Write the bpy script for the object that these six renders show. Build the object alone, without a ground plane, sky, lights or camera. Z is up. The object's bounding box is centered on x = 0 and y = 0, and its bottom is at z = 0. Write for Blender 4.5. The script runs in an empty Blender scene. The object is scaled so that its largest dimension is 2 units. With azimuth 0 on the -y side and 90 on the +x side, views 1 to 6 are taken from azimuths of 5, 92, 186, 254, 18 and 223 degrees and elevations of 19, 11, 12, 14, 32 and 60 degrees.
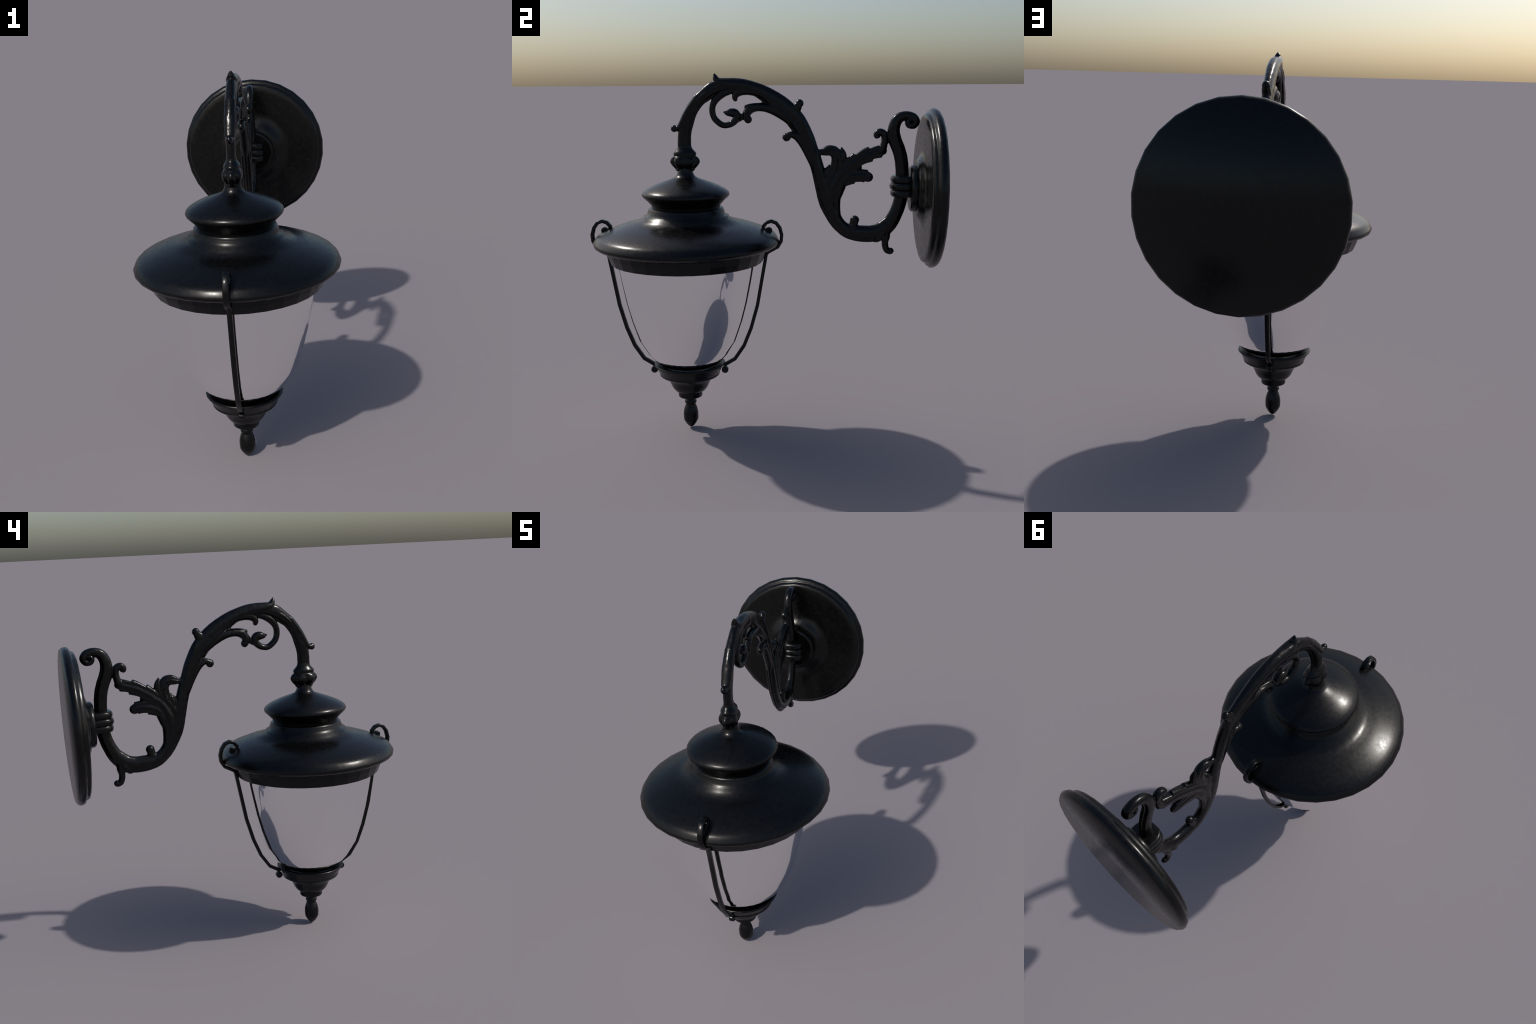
"""Ornate wall lantern: round backplate, scrolled cast-iron bracket, hanging lamp head."""
import bpy, math
import numpy as np
from mathutils import Vector, noise
from mathutils.bvhtree import BVHTree

AXIS_Y = -0.4165          # vertical axis of the lamp head
PLATE_Z = 1.3815          # height of the backplate centre


# ------------------------------------------------------------------ materials
def black_metal(name, base=(0.0016, 0.0016, 0.0018), rough=0.36, grain=0.10, scale=60.0, bump=0.05, spec=0.26):
    m = bpy.data.materials.new(name)
    m.use_nodes = True
    nt = m.node_tree
    N, L = nt.nodes, nt.links
    b = N["Principled BSDF"]
    tc = N.new("ShaderNodeTexCoord")
    fine = N.new("ShaderNodeTexNoise")
    fine.inputs["Scale"].default_value = scale
    fine.inputs["Detail"].default_value = 6.0
    fine.inputs["Roughness"].default_value = 0.65
    L.new(tc.outputs["Object"], fine.inputs["Vector"])
    big = N.new("ShaderNodeTexNoise")
    big.inputs["Scale"].default_value = 7.0
    big.inputs["Detail"].default_value = 4.0
    L.new(tc.outputs["Object"], big.inputs["Vector"])
    # colour: near-black paint with a slightly dusty mottling
    mix = N.new("ShaderNodeMath"); mix.operation = "MULTIPLY"
    L.new(fine.outputs["Fac"], mix.inputs[0]); L.new(big.outputs["Fac"], mix.inputs[1])
    ramp = N.new("ShaderNodeValToRGB")
    ramp.color_ramp.elements[0].position = 0.12
    ramp.color_ramp.elements[0].color = (*[c * 0.7 for c in base], 1)
    ramp.color_ramp.elements[1].position = 0.42
    ramp.color_ramp.elements[1].color = (*[c * 1.5 for c in base], 1)
    L.new(mix.outputs[0], ramp.inputs["Fac"])
    L.new(ramp.outputs["Color"], b.inputs["Base Color"])
    rr = N.new("ShaderNodeMapRange")
    rr.inputs["From Min"].default_value = 0.3
    rr.inputs["From Max"].default_value = 0.7
    rr.inputs["To Min"].default_value = rough - grain
    rr.inputs["To Max"].default_value = rough + grain
    L.new(fine.outputs["Fac"], rr.inputs["Value"])
    L.new(rr.outputs[0], b.inputs["Roughness"])
    bp = N.new("ShaderNodeBump")
    bp.inputs["Strength"].default_value = bump
    bp.inputs["Distance"].default_value = 0.004
    L.new(fine.outputs["Fac"], bp.inputs["Height"])
    L.new(bp.outputs[0], b.inputs["Normal"])
    b.inputs["Specular IOR Level"].default_value = spec
    return m


def mirror_glass(name):
    m = bpy.data.materials.new(name)
    m.use_nodes = True
    b = m.node_tree.nodes["Principled BSDF"]
    b.inputs["Base Color"].default_value = (1.0, 1.0, 1.0, 1)
    b.inputs["Metallic"].default_value = 1.0
    b.inputs["Roughness"].default_value = 0.0
    return m


MAT_SHEET = black_metal("black_painted_sheet_metal", rough=0.285, grain=0.06, scale=48, bump=0.02)
MAT_CAST = black_metal("black_cast_iron", rough=0.255, grain=0.05, scale=35, bump=0.04)
MAT_PLATE = black_metal("black_backplate_metal", base=(0.0022, 0.0022, 0.0022), rough=0.25, grain=0.08, scale=40, bump=0.02)
MAT_GLASS = mirror_glass("mirrored_glass")

# ------------------------------------------------------------------ helpers
ROOT = bpy.data.objects.new("wall_lantern", None)
ROOT.empty_display_size = 0.2
ROOT["label"] = "ornate black cast-iron wall lantern with scrolled bracket and mirrored bowl"
ROOT["category"] = "wall lantern"
bpy.context.collection.objects.link(ROOT)


def make(name, verts, faces, mat, parent=ROOT, angle=40.0, smooth=True):
    me = bpy.data.meshes.new(name)
    me.from_pydata([tuple(map(float, v)) for v in verts], [], faces)
    me.validate()
    me.update()
    if smooth:
        me.polygons.foreach_set("use_smooth", [True] * len(me.polygons))
        me.set_sharp_from_angle(angle=math.radians(angle))
    me.materials.append(mat)
    ob = bpy.data.objects.new(name, me)
    bpy.context.collection.objects.link(ob)
    ob.parent = parent
    return ob


def fillet(profile, n=3, cap=0.006):
    """Round the corners of a polyline profile slightly."""
    p = [np.array(q, float) for q in profile]
    out = [p[0]]
    for a, b, c in zip(p, p[1:], p[2:]):
        la, lc = np.linalg.norm(a - b), np.linalg.norm(c - b)
        if la < 1e-9 or lc < 1e-9:
            continue
        d = min(cap, 0.4 * la, 0.4 * lc)
        s, e = b + (a - b) / la * d, b + (c - b) / lc * d
        for i in range(n + 1):
            t = i / n
            out.append((1 - t) ** 2 * s + 2 * t * (1 - t) * b + t * t * e)
    out.append(p[-1])
    return out


def revolve(name, profile, mat, n=32, axis="z", origin=(0, AXIS_Y, 0), parent=ROOT, angle=40, smooth=True,
            lobes=None, squash=1.0, phase=0.0, flip=False):
    """Lathe (radius, height) pairs. lobes=(count, depth, weight per height) adds gadroons."""
    V, F, rings = [], [], []
    for r, h in profile:
        if r < 1e-6:
            rings.append([len(V)])
            V.append((0, 0, h))
            continue
        ring = []
        for i in range(n):
            a = 2 * math.pi * i / n + phase
            rr = r
            if lobes:
                c, depth, wf = lobes
                rr = r * (1 - depth * wf(h) * (1 - abs(math.cos((a - math.pi / 2) * c / 2))) ** 0.95)
            ring.append(len(V))
            V.append((rr * math.cos(a) * squash, rr * math.sin(a), h))
        rings.append(ring)
    for A, B in zip(rings, rings[1:]):
        if len(A) == 1 and len(B) == 1:
            continue
        for i in range(n):
            j = (i + 1) % n
            if len(A) == 1:
                f = (A[0], B[j], B[i])
            elif len(B) == 1:
                f = (A[i], A[j], B[0])
            else:
                f = (A[i], A[j], B[j], B[i])
            F.append(tuple(reversed(f)) if flip else f)
    out = []
    for x, y, z in V:
        if axis == "z":
            out.append((x + origin[0], y + origin[1], z + origin[2]))
        else:                       # lathe about the y axis; height runs along +y
            out.append((y + origin[0], z + origin[1], x + origin[2]))
    return make(name, out, F, mat, parent, angle, smooth)


def catmull(P, n):
    """Centripetal-ish Catmull-Rom through rows of P (any number of columns)."""
    P = np.array(P, float)
    Q = np.vstack([2 * P[0] - P[1], P, 2 * P[-1] - P[-2]])
    out = []
    for i in range(len(P) - 1):
        p0, p1, p2, p3 = Q[i:i + 4]
        for k in range(n):
            t = k / n
            out.append(0.5 * (2 * p1 + (p2 - p0) * t + (2 * p0 - 5 * p1 + 4 * p2 - p3) * t * t
                              + (3 * p1 - p0 - 3 * p2 + p3) * t ** 3))
    out.append(P[-1])
    return np.array(out)


def gauss(x, s):
    return math.exp(-(x / s) ** 2)


def sec_round(a, s, grooved):
    """Superellipse; 'grooved' cuts two flutes on the outer side of the curve."""
    c, d = math.cos(a), math.sin(a)
    e = 2 / 2.25
    x = math.copysign(abs(c) ** e, c)
    y = math.copysign(abs(d) ** e, d)
    if grooved:
        aa = abs(a)                         # angle away from the outer (wall) side
        k = 1 - grooved * gauss(aa - 0.62, 0.26)
        x, y = x * k, y * k
    return x, y


def sec_leaf(a, s, veins):
    """Lens-shaped leaf section with a raised midrib and a groove on either side."""
    c, d = math.cos(a), math.sin(a)
    th = (1 - abs(c) ** 4) ** 0.5 * 0.78
    th += 0.15 * gauss(c, 0.17)
    th -= veins * (gauss(abs(c) - 0.36, 0.13) - 0.6 * gauss(abs(c) - 0.66, 0.12))
    return c, math.copysign(max(th, 0.0), d) if abs(d) > 1e-6 else 0.0


def sweep(name, spine, mat, parent, tx, ns=24, per=6, section="round", opt=0.0, teeth=None, cap=True, x0=0.0,
          angle=55):
    """Sweep a section along a spine in the x=0 plane. Spine rows: (y, z, half_width[, half_thickness factor]).
    tx = half thickness in x (scaled by the 4th column)."""
    rows = [(*r, 1.0) if len(r) == 3 else r for r in spine]
    C = catmull(rows, per)
    T = np.gradient(C[:, :2], axis=0)
    T /= np.linalg.norm(T, axis=1)[:, None] + 1e-12
    Nn = np.stack([T[:, 1], -T[:, 0]], 1)      # right-hand side of travel (as seen from +x)
    V, F = [], []
    m = len(C)
    fn = sec_round if section == "round" else sec_leaf
    for k in range(m):
        y, z, w, tf = C[k]
        w = max(w, 0.0012)
        u = k / (m - 1)
        for i in range(ns):
            a = -math.pi + 2 * math.pi * i / ns
            sx, st = fn(a, u, opt)
            ww = w
            if teeth:
                cnt, depth = teeth
                f = 1.0 - (u * cnt) % 1.0
                ww *= 1 - depth * f * min(1.0, abs(sx) ** 3)
            off = sx * ww
            V.append((x0 + st * tx * tf, y + Nn[k, 0] * off, z + Nn[k, 1] * off))
    for k in range(m - 1):
        for i in range(ns):
            j = (i + 1) % ns
            F.append((k * ns + i, k * ns + j, (k + 1) * ns + j, (k + 1) * ns + i))
    if cap:
        for k, dirn in ((0, -1), (m - 1, 1)):
            # domed end: two shrinking rings and a point
            w = max(C[k, 2], 0.0012)
            base = [k * ns + i for i in range(ns)]
            cen = np.array([x0, C[k, 0], C[k, 1]])
            adv = np.array([0, T[k, 0], T[k, 1]]) * dirn * w
            prev = base
            for ph in (0.5, 0.95, 1.3):
                ring = []
                for b in base:
                    v = cen + (np.array(V[b]) - cen) * math.cos(ph) + adv * math.sin(ph) * 0.85
                    ring.append(len(V)); V.append(tuple(v))
                for i in range(ns):
                    j = (i + 1) % ns
                    q = (prev[i], prev[j], ring[j], ring[i])
                    F.append(q if dirn > 0 else tuple(reversed(q)))
                prev = ring
            c = len(V); V.append(tuple(cen + adv * 0.85))
            for i in range(ns):
                j = (i + 1) % ns
                q = (prev[i], prev[j], c)
                F.append(q if dirn > 0 else tuple(reversed(q)))
    return make(name, V, F, mat, parent, angle)


def ball(name, y, z, r, mat, parent, sx=0.8, n=20):
    prof = [(r * math.sin(math.pi * i / 12), -r * math.cos(math.pi * i / 12)) for i in range(13)]
    prof[0] = (0, -r); prof[-1] = (0, r)
    return revolve(name, prof, mat, n=n, origin=(0, y, z), parent=parent, squash=sx, angle=180)


# ------------------------------------------------------------------ lamp head
LAMP = bpy.data.objects.new("lamp_head", None)
bpy.context.collection.objects.link(LAMP)
LAMP.parent = ROOT

cap_profile = [
    (0.0, 1.492), (0.040, 1.492), (0.0415, 1.478), (0.047, 1.462), (0.056, 1.449), (0.075, 1.440), (0.11, 1.4275),
    (0.145, 1.4150), (0.18, 1.4005), (0.21, 1.3855), (0.229, 1.3725), (0.2375, 1.363), (0.2402, 1.354), (0.2375, 1.345),
    (0.229, 1.336), (0.212, 1.3205), (0.197, 1.304), (0.1885, 1.2935), (0.1870, 1.289)]
revolve("cap", [(r, z) for r, z in cap_profile] + [(0.1868, 1.275)], MAT_SHEET, parent=LAMP, flip=True, angle=50)

roof_profile = [
    (0.16, 1.286), (0.188, 1.2850), (0.198, 1.2820), (0.2055, 1.2755), (0.2070, 1.2675), (0.2075, 1.2650), (0.2120, 1.2590),
    (0.2132, 1.2385), (0.2350, 1.2345), (0.2392, 1.2205),
    (0.305, 1.1972), (0.335, 1.1905), (0.37, 1.1805), (0.42, 1.1630), (0.455, 1.1490), (0.478, 1.1370),
    (0.489, 1.1295), (0.4965, 1.1215), (0.5025, 1.1120), (0.5080, 1.1030), (0.5112, 1.0955), (0.5105, 1.086), (0.505, 1.0775), (0.494, 1.0700), (0.478, 1.0640), (0.464, 1.0605),
    (0.460, 1.0565), (0.455, 1.0555), (0.43, 1.0575), (0.36, 1.060)]
revolve("roof", roof_profile, MAT_SHEET, parent=LAMP, flip=True, angle=180)

# faceted collar that hides the top of the bowl
revolve("glass_ring", [(0.447, 1.060), (0.4365, 1.022), (0.421, 0.984), (0.395, 0.984), (0.392, 1.03)], MAT_SHEET,
        parent=LAMP, flip=True, smooth=False)

glass_profile = [(0.389, 1.04), (0.380, 0.950), (0.3675, 0.875), (0.347, 0.765), (0.3205, 0.660), (0.283, 0.545),
                 (0.237, 0.465), (0.190, 0.4105), (0.165, 0.3935), (0.120, 0.3840), (0.0, 0.382)]
revolve("glass_bowl", glass_profile, MAT_GLASS, parent=LAMP, flip=True, angle=180)

cup_profile = [
    (0.0, 0.340), (0.130, 0.342), (0.150, 0.366), (0.158, 0.380), (0.165, 0.3860), (0.174, 0.3890), (0.184, 0.3912), (0.1905, 0.3932), (0.1950, 0.3937),
    (0.1985, 0.3920), (0.2008, 0.3890), (0.2014, 0.3865), (0.2012, 0.3845), (0.1985, 0.3815), (0.1925, 0.3810), (0.1905, 0.3785), (0.1710, 0.3345), (0.1690, 0.3320),
    (0.1695, 0.3300), (0.1708, 0.3270), (0.1690, 0.3235), (0.1640, 0.3200), (0.150, 0.3160), (0.134, 0.3080), (0.1205, 0.2920), (0.1105, 0.2710),
    (0.1030, 0.2530), (0.0945, 0.2390), (0.0860, 0.2290), (0.0740, 0.2240), (0.0692, 0.2215), (0.0685, 0.2160), (0.0680, 0.1930),
    (0.0640, 0.1890), (0.0, 0.187)]
revolve("bottom_cup", cup_profile, MAT_SHEET, parent=LAMP, flip=True, angle=38)

finial_profile = [
    (0.0, 0.190), (0.030, 0.188), (0.0275, 0.176), (0.0285, 0.168), (0.0325, 0.163), (0.0345, 0.156), (0.0325, 0.149),
    (0.0285, 0.145), (0.0275, 0.140), (0.0300, 0.135), (0.0335, 0.126), (0.0380, 0.112), (0.0415, 0.096), (0.0428, 0.080),
    (0.0425, 0.062), (0.0412, 0.048), (0.0380, 0.041), (0.030, 0.026), (0.018, 0.0105), (0.008, 0.0025), (0.0, 0.0)]
revolve("finial", finial_profile, MAT_SHEET, n=16, parent=LAMP, flip=True, angle=60)


# straps: flat bars bent over the roof edge and curled at both ends
def strap(name):
    path = [(0.1975, 0.371), (0.2075, 0.381), (0.259, 0.412), (0.311, 0.490), (0.352, 0.593), (0.389, 0.727), (0.4145, 0.874),
            (0.4395, 1.017), (0.4520, 1.032), (0.4700, 1.042), (0.5035, 1.060), (0.5225, 1.092), (0.5255, 1.127), (0.515, 1.166),
            (0.4955, 1.1925), (0.4685, 1.2035), (0.442, 1.195), (0.4235, 1.174), (0.4265, 1.157), (0.438, 1.148)]
    half = [0.0125] * 7 + [0.0125, 0.0135, 0.0150] + [0.0150] * 10
    P = np.array(path)
    T = np.gradient(P, axis=0)
    T /= np.linalg.norm(T, axis=1)[:, None]
    # outer side of the bar, and its rounded box section
    Nn = np.stack([T[:, 1], -T[:, 0]], 1)
    sec = []
    b, h = 0.30, 0.0096
    for cx, cy in ((1, 1), (-1, 1), (-1, -1), (1, -1)):
        for k in range(3):
            a = math.atan2(cy, cx) + (k - 1) * math.pi / 6
            sec.append((cx * (1 - b) + b * math.cos(a), cy * (1 - 0.45) + 0.45 * math.sin(a)))
    V, F, m = [], [], len(sec)
    for k in range(len(P)):
        for sx, sn in sec:
            q = P[k] + Nn[k] * sn * h
            V.append((sx * half[k], -q[0], q[1]))
    for k in range(len(P) - 1):
        for i in range(m):
            j = (i + 1) % m
            F.append((k * m + i, (k + 1) * m + i, (k + 1) * m + j, k * m + j))
    F.append(tuple(range(m)))
    F.append(tuple(reversed(range((len(P) - 1) * m, len(P) * m))))
    # curled ends: small rolls lying across the bar
    for (cy, cz, r, hw) in ((0.2015, 0.3475, 0.0195, 0.0150), (0.4545, 1.1510, 0.0195, 0.0150)):
        n, rings = 12, [(0, -1), (0.78, -1), (1, -0.72), (1, 0.72), (0.78, 1), (0, 1)]
        base = []
        for rf, xf in rings:
            if rf == 0:
                base.append([len(V)]); V.append((xf * hw, -cy, cz)); continue
            ring = []
            for i in range(n):
                a = 2 * math.pi * i / n
                ring.append(len(V))
                V.append((xf * hw, -(cy + r * rf * math.cos(a)), cz + r * rf * math.sin(a)))
            base.append(ring)
        for A, B in zip(base, base[1:]):
            for i in range(n):
                j = (i + 1) % n
                if len(A) == 1:
                    F.append((A[0], B[i], B[j]))
                elif len(B) == 1:
                    F.append((A[i], B[0], A[j]))
                else:
                    F.append((A[i], B[i], B[j], A[j]))
    ob = make(name, V, F, MAT_CAST, LAMP, angle=42)
    ob.location = (0, AXIS_Y, 0)
    return ob


s1 = strap("strap")
s2 = s1.copy()
s2.rotation_euler = (0, 0, math.pi)
bpy.context.collection.objects.link(s2)

# ------------------------------------------------------------------ backplate
plate_profile = [
    (0.0, 0.948), (0.4165, 0.948), (0.4285, 0.9355), (0.4314, 0.9220), (0.4295, 0.9120), (0.424, 0.9040), (0.416, 0.8992),
    (0.4095, 0.8972), (0.4068, 0.8940), (0.4055, 0.8870), (0.402, 0.8800), (0.396, 0.8755), (0.386, 0.8725), (0.36, 0.8715), (0.235, 0.8715),
    (0.213, 0.8705), (0.194, 0.8665), (0.178, 0.8590), (0.164, 0.8490), (0.153, 0.8410), (0.142, 0.8370), (0.0, 0.8370)]
PLATE = revolve("backplate", plate_profile, MAT_PLATE, n=30, axis="y", origin=(0, 0, PLATE_Z), flip=True, angle=60)

boss_profile = [(0.0, 0.850), (0.118, 0.850), (0.1245, 0.846), (0.1265, 0.838), (0.1265, 0.822), (0.1245, 0.812), (0.1175, 0.8055),
                (0.108, 0.8045), (0.0, 0.8045)]
revolve("boss", boss_profile, MAT_PLATE, n=48, axis="y", origin=(0, 0, PLATE_Z + 0.001), parent=PLATE, flip=True)

# ------------------------------------------------------------------ bracket
t = 0.0255
arm_spine = [
    (-0.4175, 1.590, .0366, .92), (-0.4165, 1.660, .0366, .90), (-0.4105, 1.705, .0365, .95), (-0.401, 1.737, .0365, 1.0),
    (-0.380, 1.797, .0352, 1.0), (-0.341, 1.853, .0345, .98), (-0.303, 1.885, .0365), (-0.264, 1.913, .041), (-0.222, 1.930, .041, 1.05),
    (-0.178, 1.938, .0385, 1.1), (-0.107, 1.933, .0395, 1.12), (-0.034, 1.917, .0370, 1.12), (0.028, 1.886, .043, 1.1),
    (0.084, 1.843, .053, 1.05), (0.139, 1.800, .053, 1.0), (0.185, 1.752, .051, .95), (0.214, 1.706, .049, .95), (0.243, 1.649, .046, .95),
    (0.270, 1.590, .0395, .98), (0.287, 1.546, .0375, 1.0), (0.3065, 1.485, .0365, 1.05), (0.328, 1.400, .0385, 1.1),
    (0.353, 1.315, .043, 1.1), (0.381, 1.255, .0425, 1.08), (0.409, 1.203, .0385, 1.05), (0.4405, 1.168, .0375, 1.05),
    (0.480, 1.144, .0405, 1.08), (0.535, 1.134, .0460, 1.1), (0.598, 1.132, .0465, 1.1), (0.648, 1.146, .0465, 1.08), (0.684, 1.174, .0445, 1.0),
    (0.712, 1.206, .0405, .95), (0.742, 1.270, .0375, .90), (0.758, 1.331, .0375, .90), (0.7635, 1.39, .0365, .90), (0.7630, 1.457, .0360, .92),
    (0.7560, 1.535, .0360, .95), (0.740, 1.594, .0360, .97), (0.719, 1.645, .0360, .97), (0.7115, 1.695, .0335, .95), (0.7215, 1.737, .0305, .92),
    (0.7435, 1.763, .0275, .90), (0.7790, 1.7735, .0240, .90), (0.8140, 1.764, .0230, .90), (0.8285, 1.7415, .0220, .9), (0.8160, 1.7215, .0190, .9),
    (0.7935, 1.7230, .0175, .9), (0.7850, 1.7400, .0150, .9), (0.7965, 1.7500, .0120, .85), (0.8060, 1.7430, .0085, .75)]
PIECES = []               # cast pieces, fused below into one seamless casting


def piece(label, spine, mat, parent, tx, **kw):
    ob = sweep(label, spine, mat, None, tx, **kw)
    PIECES.append((label, ob))
    return ob


ARM = bpy.data.objects.new("bracket", bpy.data.meshes.new("bracket"))
bpy.context.collection.objects.link(ARM)
ARM.parent = ROOT
piece("bracket", arm_spine, MAT_CAST, None, t, ns=40, per=7, opt=0.34, angle=60)

# turned and gadrooned collar where the bracket meets the lamp
bulb = fillet([(0.030, 1.625), (0.0370, 1.617), (0.0395, 1.604), (0.0500, 1.592), (0.0610, 1.581), (0.0630, 1.573), (0.0605, 1.565),
               (0.0600, 1.562), (0.0670, 1.557), (0.0765, 1.548), (0.0815, 1.536), (0.0805, 1.525), (0.0735, 1.513), (0.0640, 1.502),
               (0.0565, 1.495), (0.0540, 1.491), (0.0520, 1.485), (0.0455, 1.479), (0.030, 1.476)], n=2, cap=0.004)
revolve("bulb_collar", bulb, MAT_CAST, n=128, parent=ARM, squash=0.66, flip=True, angle=60,
        lobes=(6, 0.19, lambda h: max(0.0, min(1.0, (1.560 - h) / 0.012)) * max(0.0, min(1.0, (h - 1.486) / 0.012))))

# clasp: three bands tying the bracket to the boss
for k, zc in enumerate((1.4335, 1.3960, 1.3590)):
    V, F = [], []
    n, prof = 48, [(0.45, -0.95)] + [(0.80 + 0.20 * math.cos(q * math.pi / 12) ** 0.7, math.sin(q * math.pi / 12)) for q in range(-6, 7)] + [(0.45, 0.95)]
    for rf, hf in prof:
        for i in range(n):
            a = 2 * math.pi * i / n
            c, s = math.cos(a), math.sin(a)
            rx, ry = 0.073, 0.078
            if k == 1:
                rx, ry = rx * 1.03, ry * 1.06
            e = 2 / 2.6
            V.append((rx * rf * math.copysign(abs(c) ** e, c), 0.7790 + ry * rf * math.copysign(abs(s) ** e, s), zc + hf * 0.0200))
    for j in range(len(prof) - 1):
        for i in range(n):
            i2 = (i + 1) % n
            F.append((j * n + i, j * n + i2, (j + 1) * n + i2, (j + 1) * n + i))
    F.append(tuple(reversed(range(n))))
    F.append(tuple(range((len(prof) - 1) * n, len(prof) * n)))
    make("clasp_band", V, F, MAT_PLATE, ARM, angle=50)

# --- sheath leaf round the top of the arm, ending in a pointed tip
piece("sheath_leaf", [(-0.02, 1.915, .025, .8), (-0.10, 1.934, .036, 1.0), (-0.150, 1.941, .0345, 1.06), (-0.195, 1.947, .0295, 1.06), (-0.226, 1.956, .0225, .95),
                     (-0.2405, 1.970, .0170, .72), (-0.2455, 1.984, .0125, .50), (-0.2500, 1.9960, .0055, .25)],
      MAT_CAST, ARM, 0.0290, ns=28)
piece("sheath_leaf", [(-0.345, 1.874, .018, .9), (-0.395, 1.800, .020), (-0.420, 1.752, .020, .95), (-0.437, 1.722, .018, .85), (-0.452, 1.710, .015, .7),
                       (-0.468, 1.7085, .0165, .62)],
      MAT_CAST, ARM, 0.0280, ns=24)
PIECES.append(("knob", ball("knob", -0.471, 1.7090, 0.0190, MAT_CAST, None, 0.85)))

# --- small curls along the arm
piece("curl", [(0.135, 1.765, .020, .7), (0.165, 1.790, .026, .85), (0.189, 1.815, .0270, .85), (0.2035, 1.836, .0200, .75)], MAT_CAST, ARM, 0.0260, ns=24)
PIECES.append(("knob", ball("knob", 0.2060, 1.8400, 0.0225, MAT_CAST, None, 0.9)))
piece("curl", [(0.287, 1.470, .006, .5), (0.272, 1.520, .015, .75), (0.254, 1.568, .0205, .82), (0.232, 1.612, .022, .85), (0.202, 1.655, .0225, .85), (0.175, 1.6725, .0195, .8), (0.153, 1.6735, .017, .75),
               (0.138, 1.664, .018, .75)], MAT_CAST, ARM, 0.0265, ns=24)
PIECES.append(("knob", ball("knob", 0.1365, 1.6615, 0.0235, MAT_CAST, None, 0.85)))
piece("curl", [(0.480, 1.140, .024, .7), (0.496, 1.164, .026, .9), (0.504, 1.188, .0240, .88), (0.5085, 1.207, .0240, .85)], MAT_CAST, ARM, 0.0265, ns=24)
PIECES.append(("knob", ball("knob", 0.5090, 1.2090, 0.0255, MAT_CAST, None, 0.9)))
piece("curl", [(0.668, 1.155, .040, .8), (0.679, 1.118, .0265, .85), (0.6775, 1.088, .0190, .78), (0.6790, 1.064, .0180, .72), (0.687, 1.042, .0170, .7), (0.701, 1.0330, .0160, .65),
               (0.709, 1.0345, .0170, .65)], MAT_CAST, ARM, 0.0250, ns=24)
PIECES.append(("knob", ball("knob", 0.7085, 1.0360, 0.0190, MAT_CAST, None, 0.85)))
piece("curl", [(0.676, 1.160, .016, .8), (0.658, 1.130, .024, 1.0), (0.634, 1.101, .017, .9), (0.620, 1.092, .008, .5)], MAT_CAST, ARM, 0.0300, ns=24)

# --- tendril spiral under the arch
piece("tendril", [(-0.110, 1.918, .012, .8), (-0.160, 1.910, .019, .9), (-0.205, 1.893, .021, .9), (-0.238, 1.868, .0205, .9), (-0.2585, 1.835, .0175, .8), (-0.2625, 1.800, .0170, .8), (-0.2535, 1.767, .0170, .8),
                  (-0.2325, 1.7425, .0170, .8), (-0.205, 1.7262, .0165, .8), (-0.173, 1.7290, .0175, .8), (-0.148, 1.743, .0185, .85),
                  (-0.131, 1.766, .0215, .9), (-0.138, 1.789, .0225, .95), (-0.161, 1.7930, .0235, 1.0), (-0.182, 1.7920, .0165, .8),
                  (-0.203, 1.7970, .0030, .3)], MAT_CAST, ARM, 0.0250, ns=24, per=7)
# --- leafy branch under the arch
piece("leaf_branch", [(0.185, 1.715, .016, .8), (0.150, 1.752, .024, .9), (0.108, 1.786, .0285, .95), (0.055, 1.812, .0275, 1.0), (0.005, 1.8215, .0235, 1.0), (-0.035, 1.8195, .0235, .95),
                      (-0.063, 1.8080, .0250, .9), (-0.079, 1.785, .0225, .85), (-0.081, 1.765, .019, .8), (-0.073, 1.756, .018, .75)],
      MAT_CAST, ARM, 0.0265, ns=28, opt=0.12)
PIECES.append(("knob", ball("knob", -0.0705, 1.7560, 0.0215, MAT_CAST, None, 0.9)))
piece("leaf_branch", [(-0.02, 1.828, .017, .7), (-0.060, 1.826, .015, .8), (-0.0830, 1.8245, .0095, .6)], MAT_CAST, ARM, 0.0240, ns=20)
piece("leaf_branch", [(-0.095, 1.785, .012, .5), (-0.112, 1.764, .016, .5), (-0.125, 1.752, .012, .5)], MAT_CAST, ARM, 0.0200, ns=20)
piece("leaf_branch", [(0.060, 1.866, .022, .8), (0.005, 1.890, .0235, .9), (-0.050, 1.906, .0235, 1.0), (-0.100, 1.907, .0235, 1.0), (-0.130, 1.893, .0205, .9),
                      (-0.1400, 1.874, .0165, .8), (-0.1375, 1.861, .0120, .7)], MAT_CAST, ARM, 0.0275, ns=28)
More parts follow.
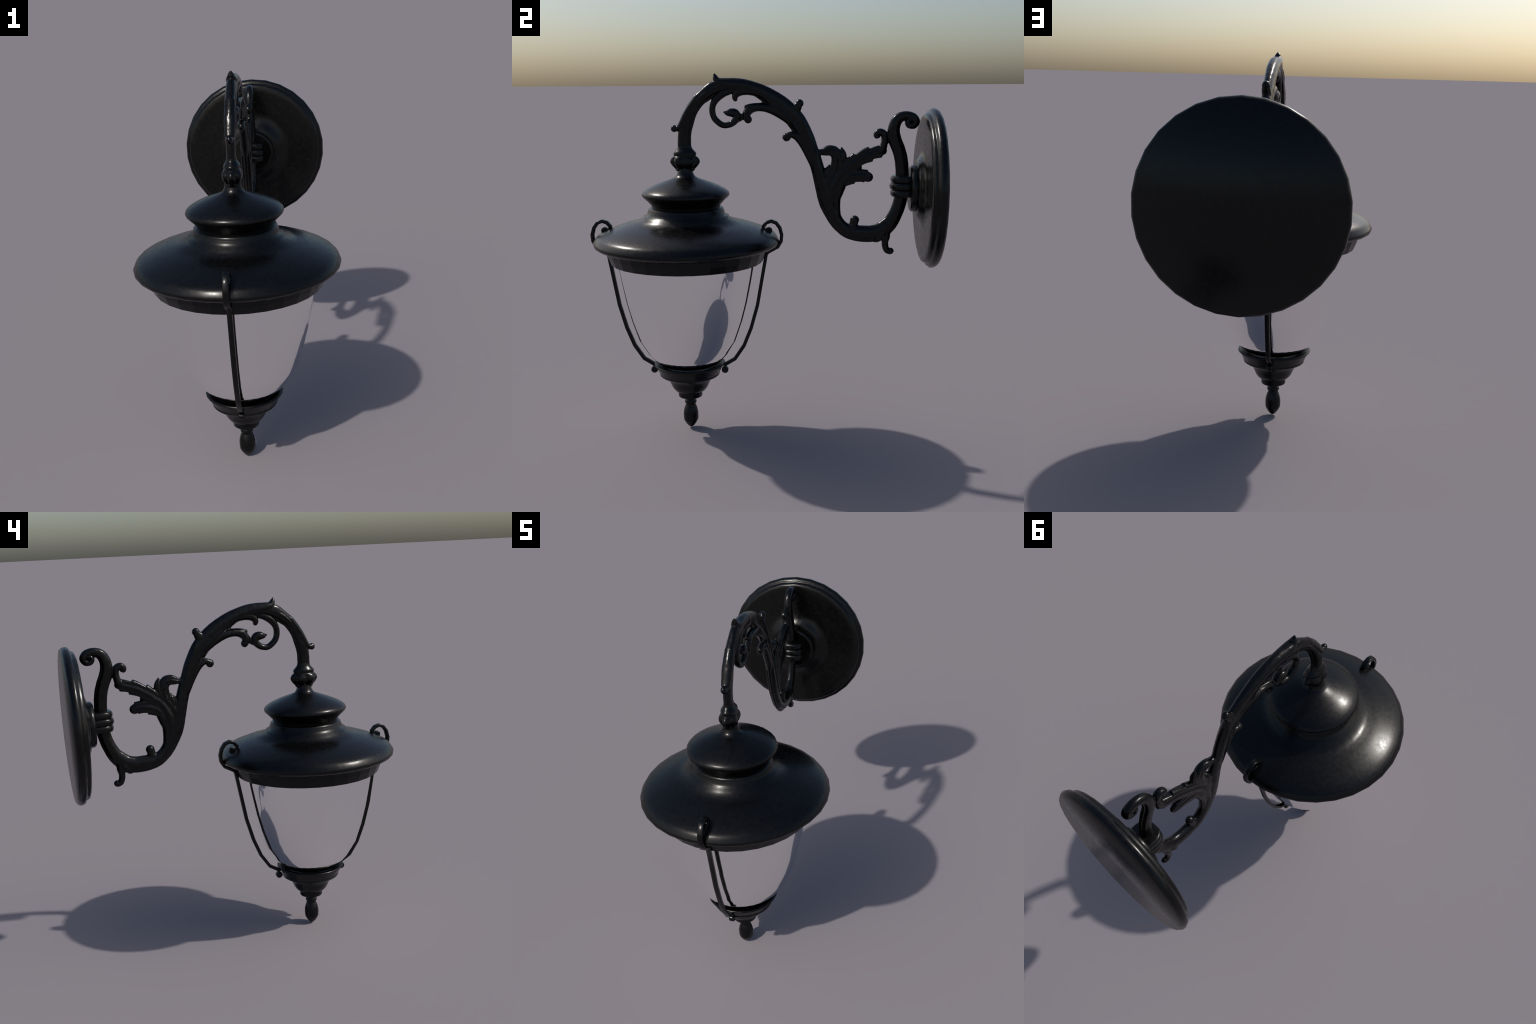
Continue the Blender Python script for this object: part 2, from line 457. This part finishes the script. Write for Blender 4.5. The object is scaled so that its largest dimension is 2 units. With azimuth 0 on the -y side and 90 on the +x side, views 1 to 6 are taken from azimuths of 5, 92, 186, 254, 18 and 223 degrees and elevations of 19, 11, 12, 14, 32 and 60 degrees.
# long veins that give the arm its streaked, stem-like relief
piece("bracket", [(-0.235, 1.930, .008, .8), (-0.285, 1.905, .011), (-0.33, 1.868, .010), (-0.368, 1.818, .006, .7)], MAT_CAST, ARM, 0.0290, ns=16)
piece("bracket", [(0.02, 1.862, .008, .7), (0.075, 1.832, .012, 1.0), (0.135, 1.780, .012, 1.02), (0.185, 1.716, .010, 1.0), (0.225, 1.640, .006, .7)], MAT_CAST, ARM, 0.0290, ns=16)
piece("bracket", [(0.205, 1.790, .007, .7), (0.228, 1.735, .011, 1.0), (0.262, 1.658, .011, 1.0), (0.290, 1.575, .010, 1.0), (0.318, 1.47, .006, .7)], MAT_CAST, ARM, 0.0275, ns=16)

# --- acanthus leaf between the S-curve and the wall post
piece("acanthus_leaf", [(0.410, 1.205, .028, .8), (0.392, 1.262, .040, 1.0), (0.381, 1.318, .051, 1.05), (0.383, 1.362, .062, 1.1), (0.394, 1.405, .066, 1.1),
                               (0.418, 1.450, .060, 1.0), (0.450, 1.488, .046, .9), (0.50, 1.520, .025, .7)], MAT_CAST, ARM, 0.0285, ns=48, section="leaf", opt=0.09)
piece("acanthus_leaf", [(0.395, 1.395, .030, .7), (0.430, 1.455, .046, .95), (0.475, 1.503, .0500, 1.0), (0.520, 1.535, .0480, 1.0), (0.566, 1.560, .0460, .95), (0.612, 1.576, .0410, .92),
                    (0.643, 1.583, .0350, .88), (0.656, 1.587, .026, .7)], MAT_CAST, ARM, 0.0265, ns=40, per=12, section="leaf", opt=0.07, teeth=(4.6, 0.30))
piece("acanthus_leaf", [(0.395, 1.365, .022, .7), (0.435, 1.418, .040, .95), (0.482, 1.445, .0440, 1.0), (0.527, 1.453, .0430, .97), (0.555, 1.4515, .0385, .90), (0.572, 1.4470, .0360, .82),
                    (0.580, 1.444, .031, .76)], MAT_CAST, ARM, 0.0250, ns=40, per=12, section="leaf", opt=0.07, teeth=(2.55, 0.26))
piece("acanthus_leaf", [(0.380, 1.415, .034, .8), (0.396, 1.475, .034, 1.0), (0.405, 1.520, .0290, 1.0), (0.407, 1.555, .0300, 1.0), (0.394, 1.581, .0310, 1.0),
                    (0.368, 1.589, .0290, .95), (0.345, 1.584, .0245, .9), (0.327, 1.5805, .0180, .8), (0.306, 1.580, .0145, .7)], MAT_CAST, ARM, 0.0265, ns=32, per=8, section="leaf", opt=0.07)
piece("acanthus_leaf", [(0.405, 1.430, .034, .8), (0.424, 1.490, .0380, .95), (0.4365, 1.535, .0270, .88), (0.4385, 1.574, .0200, .78), (0.4325, 1.606, .0030, .3)],
      MAT_CAST, ARM, 0.0245, ns=32, per=8, section="leaf", opt=0.07)
piece("acanthus_leaf", [(0.355, 1.400, .030, .8), (0.362, 1.455, .0280, 1.0), (0.367, 1.492, .0205, .9), (0.369, 1.504, .0110, .6)], MAT_CAST, ARM, 0.0255, ns=28, section="leaf", opt=0.08)
piece("acanthus_leaf", [(0.625, 1.580, .026, .8), (0.650, 1.596, .0230, .85), (0.6610, 1.622, .0200, .85), (0.6645, 1.655, .0185, .8), (0.657, 1.6800, .0190, .8), (0.636, 1.6880, .0185, .8),
                      (0.6205, 1.6770, .0170, .78), (0.6210, 1.6640, .0140, .75), (0.632, 1.6640, .0100, .7)], MAT_CAST, ARM, 0.0250, ns=24, per=8)

# ------------------------------------------------------------------ fuse the casting
def fuse(pieces, voxel=0.0027, smooth=4):
    V, F, base = [], [], 0
    trees = []
    for k, (label, ob) in enumerate(pieces):
        me = ob.data
        vs = [v.co.copy() for v in me.vertices]
        fs = [tuple(p.vertices) for p in me.polygons]
        ys, zs = [v[1] for v in vs], [v[2] for v in vs]
        trees.append(((label, k if label in ("knob", "curl") else 0), BVHTree.FromPolygons(vs, fs), (min(ys) - .004, min(zs) - .004), (max(ys) + .004, max(zs) + .004)))
        V += vs
        F += [tuple(i + base for i in f) for f in fs]
        base += len(vs)
        bpy.data.objects.remove(ob, do_unlink=True)
    me = bpy.data.meshes.new("casting")
    me.from_pydata(V, [], F)
    tmp = bpy.data.objects.new("casting", me)
    bpy.context.collection.objects.link(tmp)
    r = tmp.modifiers.new("remesh", "REMESH")
    r.mode = "VOXEL"
    r.voxel_size = voxel
    sm = tmp.modifiers.new("smooth", "SMOOTH")
    sm.factor = 0.5
    sm.iterations = smooth
    dg = bpy.context.evaluated_depsgraph_get()
    full = bpy.data.meshes.new_from_object(tmp.evaluated_get(dg))
    bpy.data.objects.remove(tmp, do_unlink=True)
    # slightly uneven foundry surface
    co = [v.co.copy() for v in full.vertices]
    no = [v.normal.copy() for v in full.vertices]
    for i, p in enumerate(co):
        d = noise.noise(p * 38.0) * 0.0006 + noise.noise(p * 90.0 + Vector((3, 1, 7))) * 0.0003
        co[i] = p + no[i] * d
    full.vertices.foreach_set("co", [c for p in co for c in p])
    full.update()
    no = [v.normal.copy() for v in full.vertices]
    polys = [tuple(p.vertices) for p in full.polygons]
    # assign every face to the piece whose surface is nearest
    groups = {}
    for f in polys:
        c = sum((co[i] for i in f), Vector()) / len(f)
        best, lab = 1e9, ("bracket", 0)
        for label, tree, lo, hi in trees:
            if not (lo[0] < c[1] < hi[0] and lo[1] < c[2] < hi[1]):
                continue
            hit = tree.find_nearest(c, 0.03)
            if hit[0] is not None and hit[3] < best - 1e-4:
                best, lab = hit[3], label
        groups.setdefault(lab, []).append(f)
    for (label, _), faces in groups.items():
        used = sorted({i for f in faces for i in f})
        idx = {v: k for k, v in enumerate(used)}
        ob = ARM if label == "bracket" else None
        me = ob.data if ob else bpy.data.meshes.new(label)
        me.from_pydata([co[i] for i in used], [], [tuple(idx[i] for i in f) for f in faces])
        me.update()
        me.polygons.foreach_set("use_smooth", [True] * len(me.polygons))
        me.normals_split_custom_set_from_vertices([no[i] for i in used])
        me.materials.append(MAT_CAST)
        if not ob:
            ob = bpy.data.objects.new(label, me)
            bpy.context.collection.objects.link(ob)
            ob.parent = ARM


fuse(PIECES)
